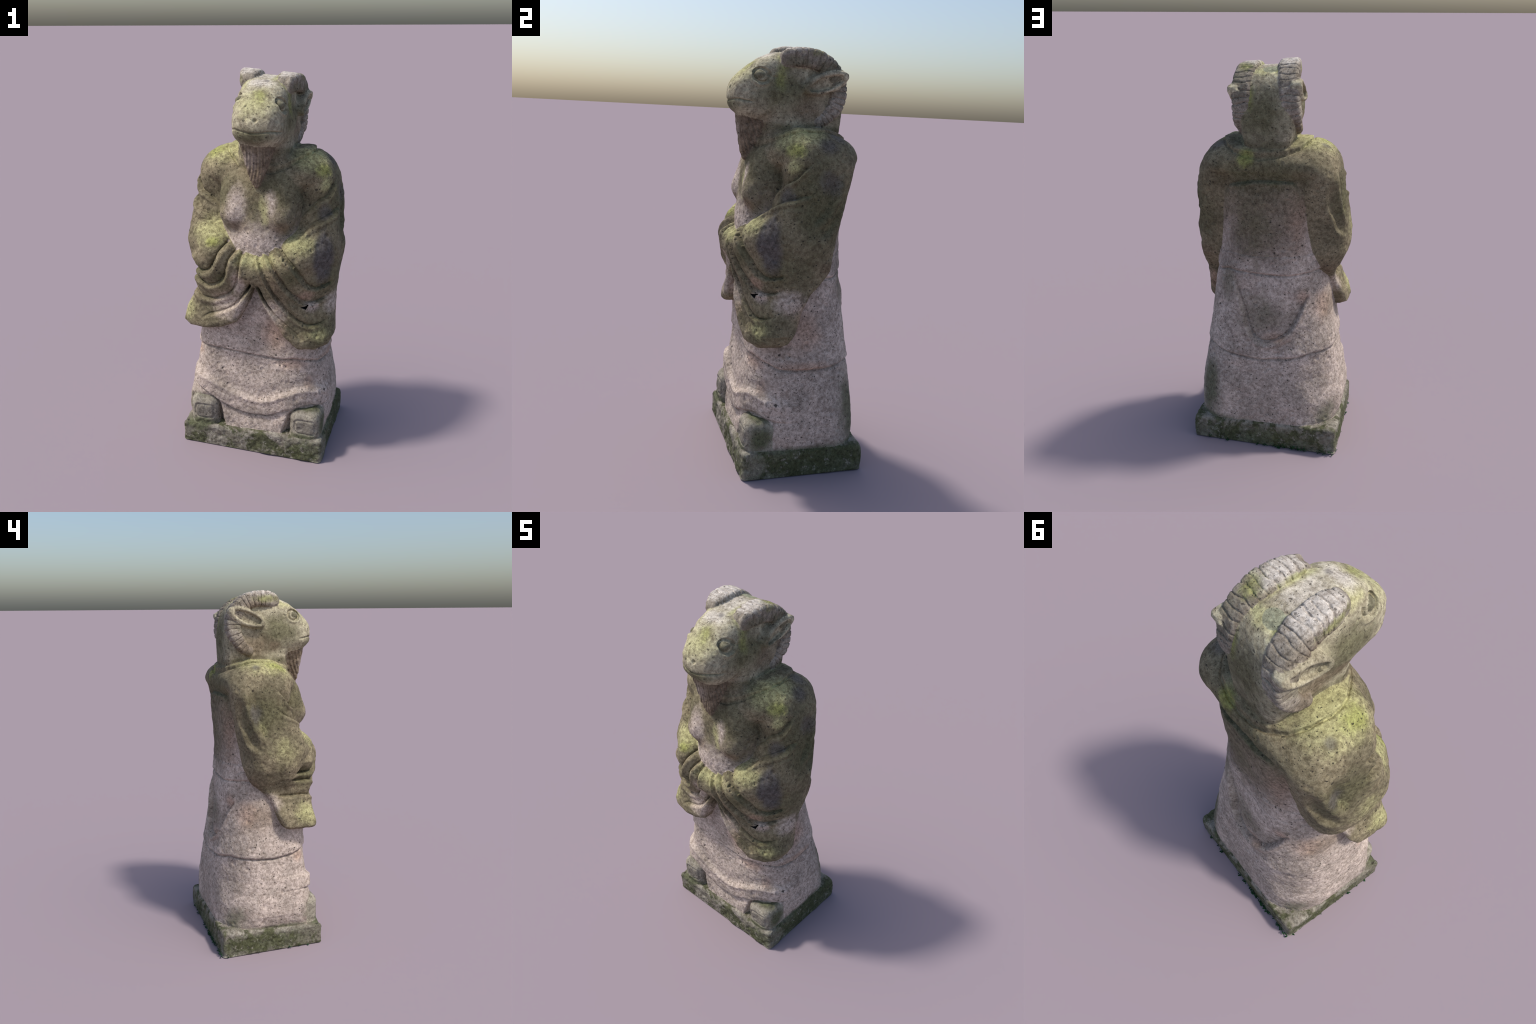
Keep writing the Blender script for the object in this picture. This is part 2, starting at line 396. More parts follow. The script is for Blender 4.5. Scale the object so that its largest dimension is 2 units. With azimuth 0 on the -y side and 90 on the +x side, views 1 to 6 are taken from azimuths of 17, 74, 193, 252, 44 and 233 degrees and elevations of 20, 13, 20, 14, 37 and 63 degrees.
def statue(x, y, z, parts=False):
    x, y, z = (np.asarray(v, np.float32) for v in (x, y, z))
    P = solids(x, y, z)
    d = smin(P['robe'], P['chest'], .03)
    d = smin(d, P['yoke'], .03)
    d = smin(d, smin(P['sleeve_l'], P['sleeve_r'], .012), .009)
    # the back panel stands a little proud, framed by the arms and the shoulders
    bk = np.clip((y - .06) / .05, 0, 1)
    d = d + bk * step((x, z), PANEL_TOP, .035, .012, .006, .10, flip=True, swell=.3, crisp=.3)
    edge = polygon(x, y, COLLAR_EDGE)
    P['collar'] = smax(smax(d - .009 - .005 * np.clip((y - .02) / .1, 0, 1), edge, .003), 1.50 - z, .01)
    d = d + .008 * np.exp(-((edge - .004) / .006) ** 2) * np.clip((z - 1.50) / .02, 0, 1)
    d = smin(d, P['collar'], .003)
    d = smin(d, P['beard'], .010)
    h = P['head']
    for k, sg in (('l', 1), ('r', -1)):
        h = smin(h, P['horn_' + k], .008)
        h = smin(h, P['ear_' + k], .014)
        xt, zt = tilt(x, y, z)
        ring = np.sqrt((y + .212) ** 2 / 1.35 + (zt - 1.856) ** 2 + .3 * np.maximum(np.abs(xt - CX) - .14, 0))
        ring = np.where((xt - CX) * sg > .05, ring, 9)
        h = h + .013 * np.exp(-((ring - .0290) / .0055) ** 2) - .006 * np.exp(-((ring - .040) / .008) ** 2) * np.clip((1.868 - zt) / .01, 0, 1)
        h = smin(h, P['eye_' + k], .002)
        corner = along((y, zt), np.array([(-.186, 1.862), (-.165, 1.852), (-.150, 1.853)]), 2, .03)
        cv = np.zeros_like(h); cv[corner[0]] = .006 * np.exp(-(corner[1] / .005) ** 2)
        h = h + np.where((xt - CX) * sg > .05, cv, 0)
    m = np.interp(x, [p[0] for p in MOUTH], [p[1] for p in MOUTH])
    h = h + .010 * np.exp(-((z - m) / .0042) ** 2) * np.clip((-.235 - y) / .03, 0, 1) - .002 * np.exp(-((z - m + .022) / .014) ** 2) * np.clip((-.25 - y) / .04, 0, 1)
    for c in NOSTRILS:
        h = smax(h, .011 - np.sqrt((x - c[0]) ** 2 + (y - c[1]) ** 2 + (z - c[2]) ** 2), .006)
    d = smin(d, h, .012)
    d = smin(d, P['plinth'], .006)
    d = smin(d, P['shoe_l'], .008)
    d = smin(d, P['shoe_r'], .008)
    # gap in the scan, its unlit inside painted black: chip in the left sleeve
    P['scan_hole'] = smax(polygon(x, z, [(.250, .871), (.281, .879), (.272, .857)]), np.abs(y + .225) - .030, .001) + 0 * x
    d = np.maximum(d, -P['scan_hole'])
    P['scan_hole'] = np.where(P['scan_hole'] < .0012, -1, 9).astype(np.float32)
    d = np.maximum(d, -z)
    return (d, P) if parts else d
# ============================ END FORM ============================
# ============================ MESH: surface of the solid ============================
def surface_of(f, lo, hi, h, coarse=6):
    """naive surface nets on a narrow band of a regular lattice"""
    H = h * coarse
    nb = [int(math.ceil((b - a) / H)) for a, b in zip(lo, hi)]
    cen = [a + (np.arange(n) + .5) * H for a, n in zip(lo, nb)]
    X, Y, Z = np.meshgrid(*cen, indexing='ij')
    dc = f(X.ravel(), Y.ravel(), Z.ravel()).reshape(nb)
    shape = [n * coarse for n in nb]
    D = np.repeat(np.repeat(np.repeat(np.where(dc > 0, 1.0, -1.0).astype(np.float32), coarse, 0), coarse, 1), coarse, 2)
    near = np.argwhere(np.abs(dc) < H * 1.35)
    k = (np.arange(coarse) + .5) * h
    off = np.stack(np.meshgrid(k, k, k, indexing='ij'), -1).reshape(-1, 3).astype(np.float32)
    io = np.stack(np.meshgrid(*[np.arange(coarse)] * 3, indexing='ij'), -1).reshape(-1, 3)
    for i in range(0, len(near), 3000):
        b = near[i:i + 3000]
        p = (np.array(lo) + b[:, None, :] * H + off[None]).astype(np.float32).reshape(-1, 3)
        ix = (b[:, None, :] * coarse + io[None]).reshape(-1, 3)
        D[ix[:, 0], ix[:, 1], ix[:, 2]] = f(p[:, 0], p[:, 1], p[:, 2])
    base = np.array(lo) + .5 * h
    S = D < 0
    n0, n1, n2 = shape
    tot = np.zeros((n0 - 1, n1 - 1, n2 - 1), np.int8)
    for a in (0, 1):
        for b in (0, 1):
            for c in (0, 1):
                tot += S[a:n0 - 1 + a, b:n1 - 1 + b, c:n2 - 1 + c]
    cell = np.argwhere((tot > 0) & (tot < 8))
    idx = np.full(tot.shape, -1, np.int32)
    idx[cell[:, 0], cell[:, 1], cell[:, 2]] = np.arange(len(cell))
    acc = np.zeros((len(cell), 3)); cnt = np.zeros(len(cell))
    corners = [(a, b, c) for a in (0, 1) for b in (0, 1) for c in (0, 1)]
    val = {q: D[cell[:, 0] + q[0], cell[:, 1] + q[1], cell[:, 2] + q[2]] for q in corners}
    for q in corners:
        for ax in range(3):
            if q[ax]:
                continue
            r = tuple(q[i] + (i == ax) for i in range(3))
            va, vb = val[q], val[r]
            m = (va < 0) != (vb < 0)
            t = np.where(m, va / np.where(m, va - vb, 1), 0)
            p = np.array(q, float)[None] + np.zeros((len(cell), 3))
            p[:, ax] += t
            acc[m] += p[m]; cnt[m] += 1
    verts = base + (cell + acc / cnt[:, None]) * h
    faces = []
    for ax in range(3):
        o = [a for a in range(3) if a != ax]
        sl0 = [slice(1, -1)] * 3; sl1 = [slice(1, -1)] * 3
        sl0[ax] = slice(0, -1); sl1[ax] = slice(1, None)
        A, B = S[tuple(sl0)], S[tuple(sl1)]
        e = np.argwhere(A != B)
        flip = A[e[:, 0], e[:, 1], e[:, 2]]
        org = e.copy(); org[:, o[0]] += 1; org[:, o[1]] += 1
        quad = []
        for da, db in ((1, 1), (0, 1), (0, 0), (1, 0)):
            c = org.copy(); c[:, o[0]] -= da; c[:, o[1]] -= db
            quad.append(idx[c[:, 0], c[:, 1], c[:, 2]])
        quad = np.stack(quad, 1)
        if ax == 1:
            flip = ~flip
        quad[~flip] = quad[~flip][:, ::-1]
        faces.append(quad)
    return verts.astype(np.float32), np.concatenate(faces)
# ============================ END MESH ============================
# ============================ SCENE ============================
import bpy, random

VOXEL = 0.003

# ---------- broad unevenness of the carved stone ----------
def value_noise(p, scale, seed):
    rng = np.random.default_rng(seed)
    lat = rng.random((32, 32, 32)).astype(np.float32)
    q = p * scale + 100.0
    i = np.floor(q).astype(np.int32); f = (q - i).astype(np.float32)
    f = f * f * (3 - 2 * f)
    out = 0
    for a in (0, 1):
        for b in (0, 1):
            for c in (0, 1):
                w = (f[:, 0] if a else 1 - f[:, 0]) * (f[:, 1] if b else 1 - f[:, 1]) * (f[:, 2] if c else 1 - f[:, 2])
                out = out + w * lat[(i[:, 0] + a) % 32, (i[:, 1] + b) % 32, (i[:, 2] + c) % 32]
    return out * 2 - 1

def pits(p, scale, share, seed):
    """scattered round holes: depth 0..1 by distance to jittered lattice points"""
    rng = np.random.default_rng(seed)
    jit = rng.random((24, 24, 24, 3)).astype(np.float32); size = rng.random((24, 24, 24)).astype(np.float32)
    q = p * scale + 100.0
    i = np.floor(q).astype(np.int32)
    out = np.zeros(len(p), np.float32)
    for a in (-1, 0, 1):
        for b in (-1, 0, 1):
            for c in (-1, 0, 1):
                k = i + (a, b, c)
                m = k % 24
                s = size[m[:, 0], m[:, 1], m[:, 2]]
                d = np.linalg.norm(q - k - jit[m[:, 0], m[:, 1], m[:, 2]], axis=1)
                r = .12 + .30 * s
                hole = np.clip(1 - (d / r) ** 2, 0, 1) * (s > 1 - share)
                out = np.maximum(out, hole)
    return out

def vertex_normals(v, f):
    n = np.cross(v[f[:, 2]] - v[f[:, 0]], v[f[:, 3]] - v[f[:, 1]])
    out = np.zeros_like(v)
    for k in range(4):
        for a in range(3):
            out[:, a] += np.bincount(f[:, k], n[:, a], len(v))
    return out / (np.linalg.norm(out, axis=1, keepdims=True) + 1e-12)

# ---------- node helpers ----------
def new_material(name):
    mat = bpy.data.materials.new(name)
    mat.use_nodes = True
    nt = mat.node_tree
    bsdf = nt.nodes['Principled BSDF']
    bsdf.inputs['Roughness'].default_value = .93
    bsdf.inputs['Specular IOR Level'].default_value = .18
    return mat, nt, bsdf

class Nodes:
    def __init__(self, nt):
        self.nt = nt
        self.P = nt.nodes.new('ShaderNodeTexCoord').outputs['Object']
    def put(self, sock, v):
        if hasattr(v, 'links'):
            self.nt.links.new(v, sock)
        else:
            sock.default_value = v
    def math(self, op, a, b=0.0, c=0.0, clamp=False):
        n = self.nt.nodes.new('ShaderNodeMath'); n.operation = op; n.use_clamp = clamp
        for s, v in zip(n.inputs, (a, b, c)):
            self.put(s, v)
        return n.outputs[0]
    def noise(self, scale, detail=3, rough=.55, vec=None, distort=0):
        n = self.nt.nodes.new('ShaderNodeTexNoise')
        self.put(n.inputs['Vector'], vec or self.P)
        n.inputs['Scale'].default_value = scale; n.inputs['Detail'].default_value = detail
        n.inputs['Roughness'].default_value = rough; n.inputs['Distortion'].default_value = distort
        return n.outputs['Fac']
    def remap(self, v, a, b, c=0.0, d=1.0):
        n = self.nt.nodes.new('ShaderNodeMapRange'); n.interpolation_type = 'SMOOTHSTEP'
        for s, x in zip(n.inputs, (v, a, b, c, d)):
            self.put(s, x)
        return n.outputs[0]
    def mix(self, fac, a, b, mode='MIX'):
        n = self.nt.nodes.new('ShaderNodeMix'); n.data_type = 'RGBA'; n.blend_type = mode
        self.put(n.inputs['Factor'], fac)
        for s, x in zip((n.inputs[6], n.inputs[7]), (a, b)):
            self.put(s, x if hasattr(x, 'links') else (*x, 1))
        return n.outputs[2]
    def vec(self, op, a, b=(0, 0, 0), c=(0, 0, 0)):
        n = self.nt.nodes.new('ShaderNodeVectorMath'); n.operation = op
        for s, v in zip(n.inputs, (a, b, c)):
            self.put(s, v)
        return n.outputs['Value'] if op == 'LENGTH' else n.outputs[0]
    def blobs(self, spots):
        """nearness to a set of soft ellipsoids: 1 in the middle, 0 at their rim, negative outside"""
        out = None
        for c, r in spots:
            r = (r,) * 3 if isinstance(r, (int, float)) else r
            d = self.vec('LENGTH', self.vec('MULTIPLY_ADD', self.P, [1 / k for k in r], [-a / k for a, k in zip(c, r)]))
            out = d if out is None else self.math('MINIMUM', out, d)
        return self.math('SUBTRACT', 1.0, out)

def stained_stone(name, base, grey, layers, pit=1.0, moss=0.0):
    mat, nt, bsdf = new_material(name)
    N = Nodes(nt)
    patch = N.noise(7, 5, .6)
    grain = N.noise(55, 6, .72)
    fine = N.noise(210, 3, .6)
    tone = N.remap(patch, .36, .64)
    col = N.mix(tone, base, grey)
    breakup = N.noise(16, 6, .68, distort=.3)
    ragged = N.math('ADD', N.math('MULTIPLY', breakup, .62), N.math('MULTIPLY', grain, .38))
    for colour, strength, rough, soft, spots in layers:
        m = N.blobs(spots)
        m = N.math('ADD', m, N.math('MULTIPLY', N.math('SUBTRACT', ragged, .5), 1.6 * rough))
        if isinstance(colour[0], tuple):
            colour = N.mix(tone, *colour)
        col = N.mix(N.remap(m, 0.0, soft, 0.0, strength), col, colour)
    if moss:
        m = N.noise(9, 6, .7, distort=.5)
        col = N.mix(N.remap(m, .60 - .16 * moss, .70 - .16 * moss, 0, .92), col, (.080, .086, .042))
        m2 = N.noise(30, 5, .7)
        col = N.mix(N.remap(m2, .56, .68, 0, .75), col, (.33, .31, .26))
    # grain, speckle and dark pores
    col = N.mix(1.0, col, N.mix(N.remap(grain, .28, .72), (.52, .49, .46), (1.32, 1.32, 1.32)), 'MULTIPLY')
    col = N.mix(1.0, col, N.mix(N.remap(fine, .3, .7), (.84, .84, .84), (1.14, 1.14, 1.14)), 'MULTIPLY')
    stretched = N.vec('ADD', N.vec('MULTIPLY', N.P, (1.0, 1.0, 1.25)), (.7, .1, .3))
    wobble = N.nt.nodes.new('ShaderNodeTexNoise'); wobble.inputs['Scale'].default_value = 60
    N.put(wobble.inputs['Vector'], N.P)
    warped = N.vec('MULTIPLY_ADD', wobble.outputs['Color'], (.022, .022, .022), stretched)
    holes = None
    for scale, size, most in ((30, .24, .90), (66, .30, .78), (135, .34, .62)):
        v = nt.nodes.new('ShaderNodeTexVoronoi'); v.inputs['Scale'].default_value = scale
        N.put(v.inputs['Vector'], warped)
        sep = nt.nodes.new('ShaderNodeSeparateColor'); nt.links.new(v.outputs['Color'], sep.inputs[0])
        r = N.math('MULTIPLY', N.remap(sep.outputs[0], most, 1.0, 0.0, 1.0), size)
        h = N.remap(N.math('SUBTRACT', r, v.outputs['Distance']), -.06, .08)
        holes = h if holes is None else N.math('MAXIMUM', holes, h)
    col = N.mix(N.math('MULTIPLY', holes, .82 * pit), col, (.028, .024, .020))
    nt.links.new(col, bsdf.inputs['Base Color'])
    height = N.math('ADD', N.math('MULTIPLY', grain, .9), N.math('MULTIPLY', fine, .35))
    height = N.math('SUBTRACT', height, N.math('MULTIPLY', holes, 1.0 * pit))
    bump = nt.nodes.new('ShaderNodeBump')
    bump.inputs['Strength'].default_value = .55; bump.inputs['Distance'].default_value = .006
    nt.links.new(height, bump.inputs['Height'])
    nt.links.new(bump.outputs['Normal'], bsdf.inputs['Normal'])
    return mat

PINK, GREY = (.545, .455, .392), (.375, .316, .268)
CLOTH, CLOTH_GREY = (.262, .222, .142), (.168, .146, .092)  # sleeve tones lowered partway toward the scan's baked shading
CREAM = (.510, .465, .330)
OLIVE = (.120, .115, .060)
LICHEN = (.470, .455, .220)
SULPHUR = (.300, .330, .070)
MOSS = (.085, .098, .045)
CHARCOAL = (.100, .092, .096)
RUST = (.450, .310, .230)
UMBER = (.200, .150, .100)
PALE = (.600, .550, .490)

# stains and some painted-in shade by place: colour, strength, raggedness, edge softness, [(centre, radii)]
SHOULDERS = [  # shared by everything that meets at the shoulders
    (OLIVE, .75, .9, .80, [((.36, .02, 1.30), (.18, .24, .30)), ((-.36, .06, 1.36), (.10, .20, .17)), ((.02, .24, 1.46), (.34, .12, .14))]),
    (LICHEN, .75, .9, .80, [((-.20, -.03, 1.62), (.22, .26, .12)), ((.25, -.06, 1.58), (.14, .15, .09)), ((-.02, .02, 1.62), (.22, .28, .05)), ((.33, -.10, 1.47), (.05, .05, .05))]),
    (CHARCOAL, .60, .8, .70, [((.33, .06, 1.56), (.06, .07, .06)), ((.27, .12, 1.59), (.07, .06, .05)), ((-.27, .07, 1.60), (.032, .032, .04)), ((.39, .06, 1.40), (.07, .08, .08)), ((-.36, .10, 1.36), (.05, .05, .08))]),
    (SULPHUR, .55, 1.0, .8, [((.31, -.09, 1.53), (.08, .06, .05)), ((-.25, -.06, 1.60), (.08, .10, .05)), ((.10, .22, 1.55), (.06, .08, .06))]),
]
SKIN = [  # chest, back, belt, skirts
    ((CLOTH, CLOTH_GREY), 1.0, .5, .45, [((0, .02, 1.52), (.75, .65, .40))]),
    (OLIVE, .55, .8, .80, [((.10, -.14, 1.46), (.22, .22, .16)), ((-.16, -.14, 1.42), (.10, .18, .14)), ((.02, .2, 1.50), (.30, .12, .12)), ((.18, -.25, 1.28), (.07, .1, .12)), ((.02, -.28, 1.36), (.05, .05, .10))]),
    (PINK, .85, .6, .70, [((.02, -.27, 1.17), (.20, .12, .10)), ((-.08, -.28, 1.38), (.07, .08, .15)), ((.09, -.28, 1.40), (.05, .06, .09))]),
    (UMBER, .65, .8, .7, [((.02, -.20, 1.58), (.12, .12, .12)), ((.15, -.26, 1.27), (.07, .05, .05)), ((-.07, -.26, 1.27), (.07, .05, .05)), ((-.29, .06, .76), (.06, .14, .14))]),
    (LICHEN, .70, .9, .8, [((.06, -.27, 1.36), (.04, .04, .10))]),
    (MOSS, .80, .9, .80, [((.31, .26, .30), (.12, .13, .26)), ((-.35, .25, .19), (.08, .10, .12)), ((.10, .24, 1.52), (.07, .07, .07)),
                          ((.33, .28, .12), (.40, .20, .05)), ((-.35, -.24, .20), (.10, .12, .14)), ((.30, -.24, .18), (.14, .12, .12)), ((-.39, 0, .13), (.05, .35, .03)), ((.37, 0, .12), (.05, .35, .04)), ((.02, .22, 1.42), (.20, .08, .05))]),
    (((.265, .215, .162), (.190, .158, .115)), .80, .9, .6, [((.01, .26, 1.22), (.36, .24, .30))]),
    (RUST, .40, .9, .9, [((-.17, .20, 1.22), (.09, .08, .22))]),
    (OLIVE, .55, 1.4, 1.0, [((.05, .23, 1.22), (.17, .10, .28)), ((.02, .25, .76), (.18, .10, .18)), ((.20, .20, .90), (.10, .10, .14))]),  # shade of the back and the pouch hollow darkened into the colour
    (RUST, .65, .8, .9, [((.11, -.23, .70), (.10, .08, .14)), ((.22, -.22, .53), (.14, .08, .06)), ((.34, .0, .70), (.08, .12, .15)), ((.35, .02, .54), (.06, .18, .04)), ((.30, -.20, .43), (.06, .06, .06)),
                         ((-.26, .12, .78), (.07, .10, .12)), ((-.06, .26, .62), (.11, .06, .045)), ((-.33, -.16, .53), (.06, .08, .05)), ((-.19, .20, .85), (.06, .05, .06))]),
]
SLEEVE = [
    (OLIVE, .75, .9, .80, [((.33, -.10, 1.02), (.14, .20, .16)), ((-.30, -.20, 1.00), (.12, .12, .10)), ((.20, -.28, 1.05), (.10, .10, .12)),
                          ((-.15, -.28, 1.00), (.06, .08, .08)), ((.33, -.20, .73), (.14, .16, .12))]),
    (LICHEN, .68, .9, .80, [((-.22, -.22, 1.22), (.15, .16, .11)), ((.22, -.25, 1.20), (.13, .12, .08)), ((.04, -.31, 1.12), (.16, .10, .06)),
                           ((-.36, -.20, .79), (.08, .11, .09)), ((.31, -.20, .72), (.08, .07, .06)), ((-.36, -.05, 1.14), (.07, .12, .12)), ((-.33, .05, 1.23), (.05, .07, .12))]),
    (PINK, .70, .6, .70, [((-.10, -.30, .85), (.16, .12, .10)), ((.10, -.30, .83), (.12, .10, .10)), ((-.06, -.30, .98), (.05, .08, .10)), ((.37, -.10, .86), (.07, .10, .08)), ((.30, -.22, .87), (.06, .06, .04)), ((-.33, .02, .85), (.06, .10, .08))]),
    (UMBER, .65, .8, .7, [((.13, -.29, 1.02), (.05, .06, .13)), ((-.28, .06, .98), (.08, .12, .08)), ((.16, -.25, .93), (.05, .06, .05)), ((.35, .06, 1.02), (.08, .10, .06))]),
    (RUST, .60, .8, .8, [((.25, -.22, .93), (.08, .06, .05)), ((.14, -.27, .76), (.06, .06, .06)), ((.36, -.05, .80), (.05, .08, .10))]),
    (CHARCOAL, .80, .45, .50, [((.345, -.20, 1.12), (.062, .11, .18))]),
    (CHARCOAL, .60, .8, .70, [((.325, -.12, 1.33), (.04, .06, .07)), ((.34, -.10, 1.32), (.03, .05, .05))]),
    (SULPHUR, .55, 1.0, .8, [((-.20, -.27, 1.18), (.06, .06, .04))]),
]
FACE = [
    (((.235, .200, .135), (.165, .145, .092)), 1.0, .5, .35, [((.02, 0, 1.53), (.6, .6, .125))]),
    (OLIVE, .85, .8, .80, [((.17, -.12, 1.78), (.10, .22, .15)), ((-.13, -.12, 1.78), (.10, .22, .15)), ((.02, -.33, 1.715), (.18, .14, .06)), ((.02, .17, 1.74), (.20, .12, .20)), ((.17, -.10, 1.88), (.06, .09, .06)), ((.02, .0, 1.62), (.3, .3, .04))]),  # the patch at y .17 also paints shade behind the head
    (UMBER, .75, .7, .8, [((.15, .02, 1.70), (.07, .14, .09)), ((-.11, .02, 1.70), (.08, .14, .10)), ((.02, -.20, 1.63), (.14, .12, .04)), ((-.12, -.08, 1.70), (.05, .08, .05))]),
    (LICHEN, .70, .9, .9, [((.02, -.28, 1.85), (.14, .14, .09)), ((-.06, -.15, 1.93), (.05, .10, .05)), ((.02, .10, 1.94), (.12, .06, .04))]),
    (PALE, .80, .7, .8, [((.02, -.05, 1.985), (.12, .17, .05)), ((.02, -.18, 1.95), (.12, .08, .04))]),
    (SULPHUR, .50, .9, 1.0, [((.072, -.04, 1.955), (.026, .16, .04)), ((-.035, .06, 1.955), (.018, .13, .06)), ((.118, -.115, 1.93), (.045, .045, .055)), ((.155, -.125, 1.85), (.04, .04, .10)),
                            ((.035, -.25, 1.895), (.055, .09, .06)), ((.08, .17, 1.83), (.025, .06, .10)), ((-.13, -.31, 1.76), (.04, .06, .05))]),
    (CHARCOAL, .60, .6, .7, [((.045, -.15, 1.952), (.022, .022, .02))]),
    ((.300, .310, .215), .9, .12, .10, [((.0, .088, 1.953), (.040, .036, .03))]),
]

HORN = [
    (OLIVE, .60, .9, .7, [((.16, .10, 1.86), (.10, .14, .12)), ((-.12, .12, 1.82), (.07, .10, .08)), ((.16, -.05, 1.91), (.05, .10, .04))]),
    (UMBER, .6, .8, .7, [((-.11, .10, 1.70), (.09, .12, .10)), ((-.13, .02, 1.91), (.05, .10, .05))]),
    (PALE, .9, .6, .7, [((-.08, .0, 2.00), (.10, .20, .055)), ((.12, -.03, 1.99), (.09, .16, .045))]),
    (SULPHUR, .50, 1.1, .7, [((.13, .04, 1.955), (.06, .12, .03)), ((-.10, -.03, 1.955), (.06, .12, .03)), ((.075, -.05, 1.96), (.012, .12, .03))]),
]

def build():
    lo, hi = (-.48, -.42, -.024), (.48, .402, 2.04)
    v, f = surface_of(statue, lo, hi, VOXEL)
    n = vertex_normals(v, f)
    c = v[f].mean(1)
    d, P = statue(c[:, 0], c[:, 1], c[:, 2], parts=True)
    x, y, z = c.T
    names = list(P)
    which = np.argmin(np.stack([P[k] for k in names]), 0)
    region = np.array(names, dtype=object)[which]
    region[region == 'yoke'] = 'shoulders'
    region[region == 'chest'] = 'torso'
    for k in ('eye_l', 'eye_r'):
        region[P[k] < .0022] = k
    rb = region == 'robe'
    s_line, w_line, b_line = around(x, y, SKIRT_LINE), around(x, y, WAIST_LINE), around(x, y, BELT_LINE)
    region[rb & (z <= s_line)] = 'underskirt'
    region[rb & (z > s_line) & (z <= w_line)] = 'overskirt'
    region[rb & (z > w_line) & (z <= b_line) & (y > 0)] = 'belt'
    region[region == 'robe'] = 'torso'
    region[z < .105] = 'plinth'
    region[(region == 'head') & (z < 1.645)] = 'neck'
    for k, out in (('l', HANG_LEFT), ('r', HANG_RIGHT)):
        m = region == 'sleeve_' + k
        cut = np.interp(x, [-.36, -.25, -.11, -.05, .04, .12, .19, .28, .37], [1.02, 1.02, 1.10, 1.12, 1.12, 1.09, 1.02, .96, .97])
        region[m] = np.where(z[m] > cut[m], 'arm_' + k, 'sleeve_' + k)

    # unevenness: broad dents everywhere, rougher on the base; shallow holes
    rough = .0022 * value_noise(v, 14, 1) + .0016 * value_noise(v, 36, 2) + .0009 * value_noise(v, 85, 3)
    low = np.clip((.20 - v[:, 2]) / .08, 0, 1)
    rough = rough * (1 + 1.2 * low)
    rough -= .0040 * pits(v, 26, .22, 4) * (1 - .6 * np.exp(-((v[:, 2] - 1.86) / .05) ** 2))
    rough *= 1 - np.exp(-(np.linalg.norm(v - (.267, -.235, .869), axis=1) / .03) ** 4)   # clean edges at the chip
    keep = v[:, 2] < .006
    rough[keep] = 0
    v = v + n * rough[:, None]
    v[:, 2] = np.maximum(v[:, 2], 0)
    n = vertex_normals(v, f)

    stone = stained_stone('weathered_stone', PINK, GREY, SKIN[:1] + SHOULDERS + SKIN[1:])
    look = {
        'arm': stained_stone('lichened_stone', CLOTH, CLOTH_GREY, SHOULDERS + SLEEVE),
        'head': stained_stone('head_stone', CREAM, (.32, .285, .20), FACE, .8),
        'horn': stained_stone('horn_stone', (.34, .30, .245), (.235, .205, .16), HORN, .8),
        'plinth': stained_stone('mossy_stone', (.19, .175, .135), (.30, .275, .23), [
            (MOSS, .75, 1.0, .7, [((.39, .05, .07), (.08, .50, .2)), ((-.32, -.28, .12), (.12, .10, .08)), ((.30, -.30, .06), (.16, .08, .10)), ((0, .34, .05), (.5, .10, .1)), ((-.40, .1, .06), (.06, .4, .08))])], .7, .85),
        'shoe': stained_stone('shoe_stone', (.36, .33, .26), (.27, .245, .20), [
            (MOSS, .85, 1.0, .7, [((-.28, -.20, .30), (.14, .07, .06)), ((.28, -.20, .29), (.14, .07, .06)), ((-.28, -.28, .13), (.14, .05, .04)), ((.28, -.28, .13), (.14, .05, .04)), ((.38, -.2, .2), (.05, .1, .1))]),
            ((.17, .155, .13), .65, .6, .6, [((.289, -.275, .198), (.075, .03, .050)), ((-.272, -.275, .198), (.070, .03, .050))])], .8),
        'beard': stained_stone('beard_stone', (.25, .195, .135), (.165, .13, .092), [(GREY, .5, .8, .7, [((.0, -.28, 1.60), (.06, .05, .06))])], .7),
        'scan_hole': stained_stone('hole_painted_black', (.012, .011, .010), (.010, .010, .010), [], 0)}
    look['sleeve'] = look['arm']; look['collar'] = look['shoulders'] = look['arm']
    look['eye'] = stained_stone('eye_stone', (.205, .190, .125), (.150, .140, .090), [], .5)
    look['neck'] = look['ear'] = look['head']

    thing = bpy.data.objects.new('stone_statue', None)
    bpy.context.collection.objects.link(thing)
    thing['label'] = 'weathered mossy stone statue of a robed ram-headed figure'
    thing['category'] = 'statue'
    made = {}
    order = ['plinth', 'underskirt', 'overskirt', 'belt', 'torso', 'shoulders', 'collar', 'arm_l', 'arm_r', 'sleeve_l', 'sleeve_r', 'shoe_l', 'shoe_r', 'neck', 'head', 'beard', 'horn_l', 'horn_r', 'ear_l', 'ear_r', 'eye_l', 'eye_r', 'scan_hole']
    for key in order:
        sel = np.nonzero(region == key)[0]
        if not len(sel):
            continue
        fs = f[sel]
        used, inv = np.unique(fs, return_inverse=True)
        kind = key.replace('_l', '').replace('_r', '')
        me = bpy.data.meshes.new(kind)
        me.vertices.add(len(used)); me.vertices.foreach_set('co', v[used].astype(np.float32).ravel())
        me.loops.add(fs.size); me.loops.foreach_set('vertex_index', inv.ravel().astype(np.int32))
        me.polygons.add(len(fs)); me.polygons.foreach_set('loop_start', np.arange(0, fs.size, 4, dtype=np.int32))
        me.update(calc_edges=True)
        me.polygons.foreach_set('use_smooth', np.ones(len(fs), bool))
        me.validate()
        me.normals_split_custom_set_from_vertices(n[used].tolist())
        me.materials.append(look.get(kind, stone))
        ob = bpy.data.objects.new(kind, me)
        bpy.context.collection.objects.link(ob)
        made[key] = ob
        ob.parent = made['head'] if kind in ('horn', 'ear', 'eye', 'beard') else made['sleeve_l'] if kind == 'scan_hole' else thing
    moss_tufts(thing)

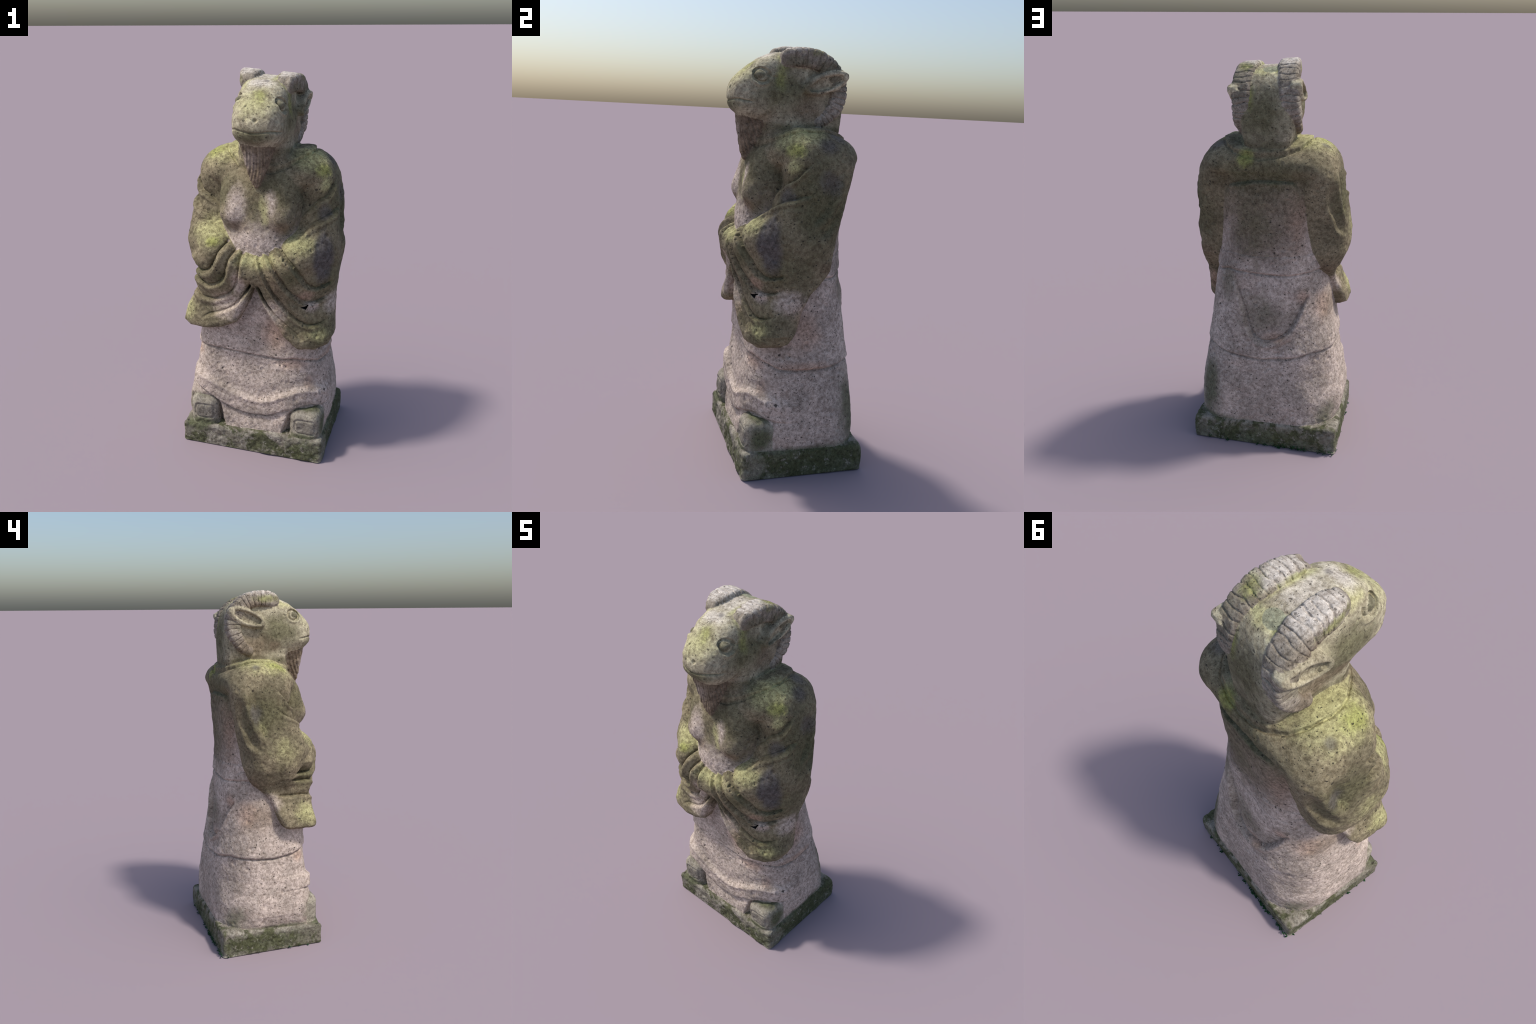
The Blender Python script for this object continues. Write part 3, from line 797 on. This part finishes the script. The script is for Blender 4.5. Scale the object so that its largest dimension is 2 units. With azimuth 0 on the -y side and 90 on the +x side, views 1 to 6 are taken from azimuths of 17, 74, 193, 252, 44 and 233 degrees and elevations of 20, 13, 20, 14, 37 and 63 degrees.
def moss_tufts(thing):
    """small dark leaves of moss and weed along the foot of the base"""
    rng = random.Random(11)
    verts, faces = [], []
    clumps = []
    for _ in range(44):
        if rng.random() < .70:
            clumps.append((rng.uniform(-.39, -.05) if rng.random() < .75 else rng.uniform(-.05, .3), .318, rng.uniform(.0, .018), 0, 1))
        else:
            clumps.append((-.396, rng.uniform(-.26, .31), rng.uniform(.0, .014), -1, 0))
    clumps += [(-.23 + .016 * k, .321, .006 + .004 * (k % 4), 0, 1) for k in range(9)] + [(-.37, .322, .02, 0, 1), (-.395, .16, .012, -1, 0)]
    for cx, cy, cz, nx, ny in clumps:
        big = rng.uniform(.5, 1.0)
        for _ in range(rng.randint(5, 10)):
            a = rng.uniform(0, 6.283); up = rng.uniform(-.2, .8)
            dx, dy = math.cos(a) * .7 + nx * .6, math.sin(a) * .7 + ny * .6
            L = rng.uniform(.007, .013) * big; W = L * .38
            ox, oy, oz = cx + rng.uniform(-.008, .008), cy + rng.uniform(-.004, .004), max(.002, cz + rng.uniform(-.006, .008))
            k = len(verts)
            px, py = -dy, dx
            verts += [(ox, oy, oz), (ox + dx * L * .5 + px * W, oy + dy * L * .5 + py * W, oz + up * L * .5),
                      (ox + dx * L, oy + dy * L, max(.001, oz + up * L * .8)), (ox + dx * L * .5 - px * W, oy + dy * L * .5 - py * W, oz + up * L * .5),
                      (ox + dx * L * .5, oy + dy * L * .5, oz + up * L * .5 + W * .35)]
            faces += [(k, k + 1, k + 4), (k + 1, k + 2, k + 4), (k + 2, k + 3, k + 4), (k + 3, k, k + 4), (k, k + 3, k + 1), (k + 1, k + 3, k + 2)]
    me = bpy.data.meshes.new('moss')
    me.from_pydata(verts, [], faces)
    mat, nt, bsdf = new_material('moss_leaf')
    N = Nodes(nt)
    nt.links.new(N.mix(N.remap(N.noise(60), .35, .65), (.010, .035, .014), (.028, .085, .030)), bsdf.inputs['Base Color'])
    me.materials.append(mat)
    ob = bpy.data.objects.new('moss', me)
    ob['kind'] = 'stuff'
    bpy.context.collection.objects.link(ob)
    ob.parent = thing

build()
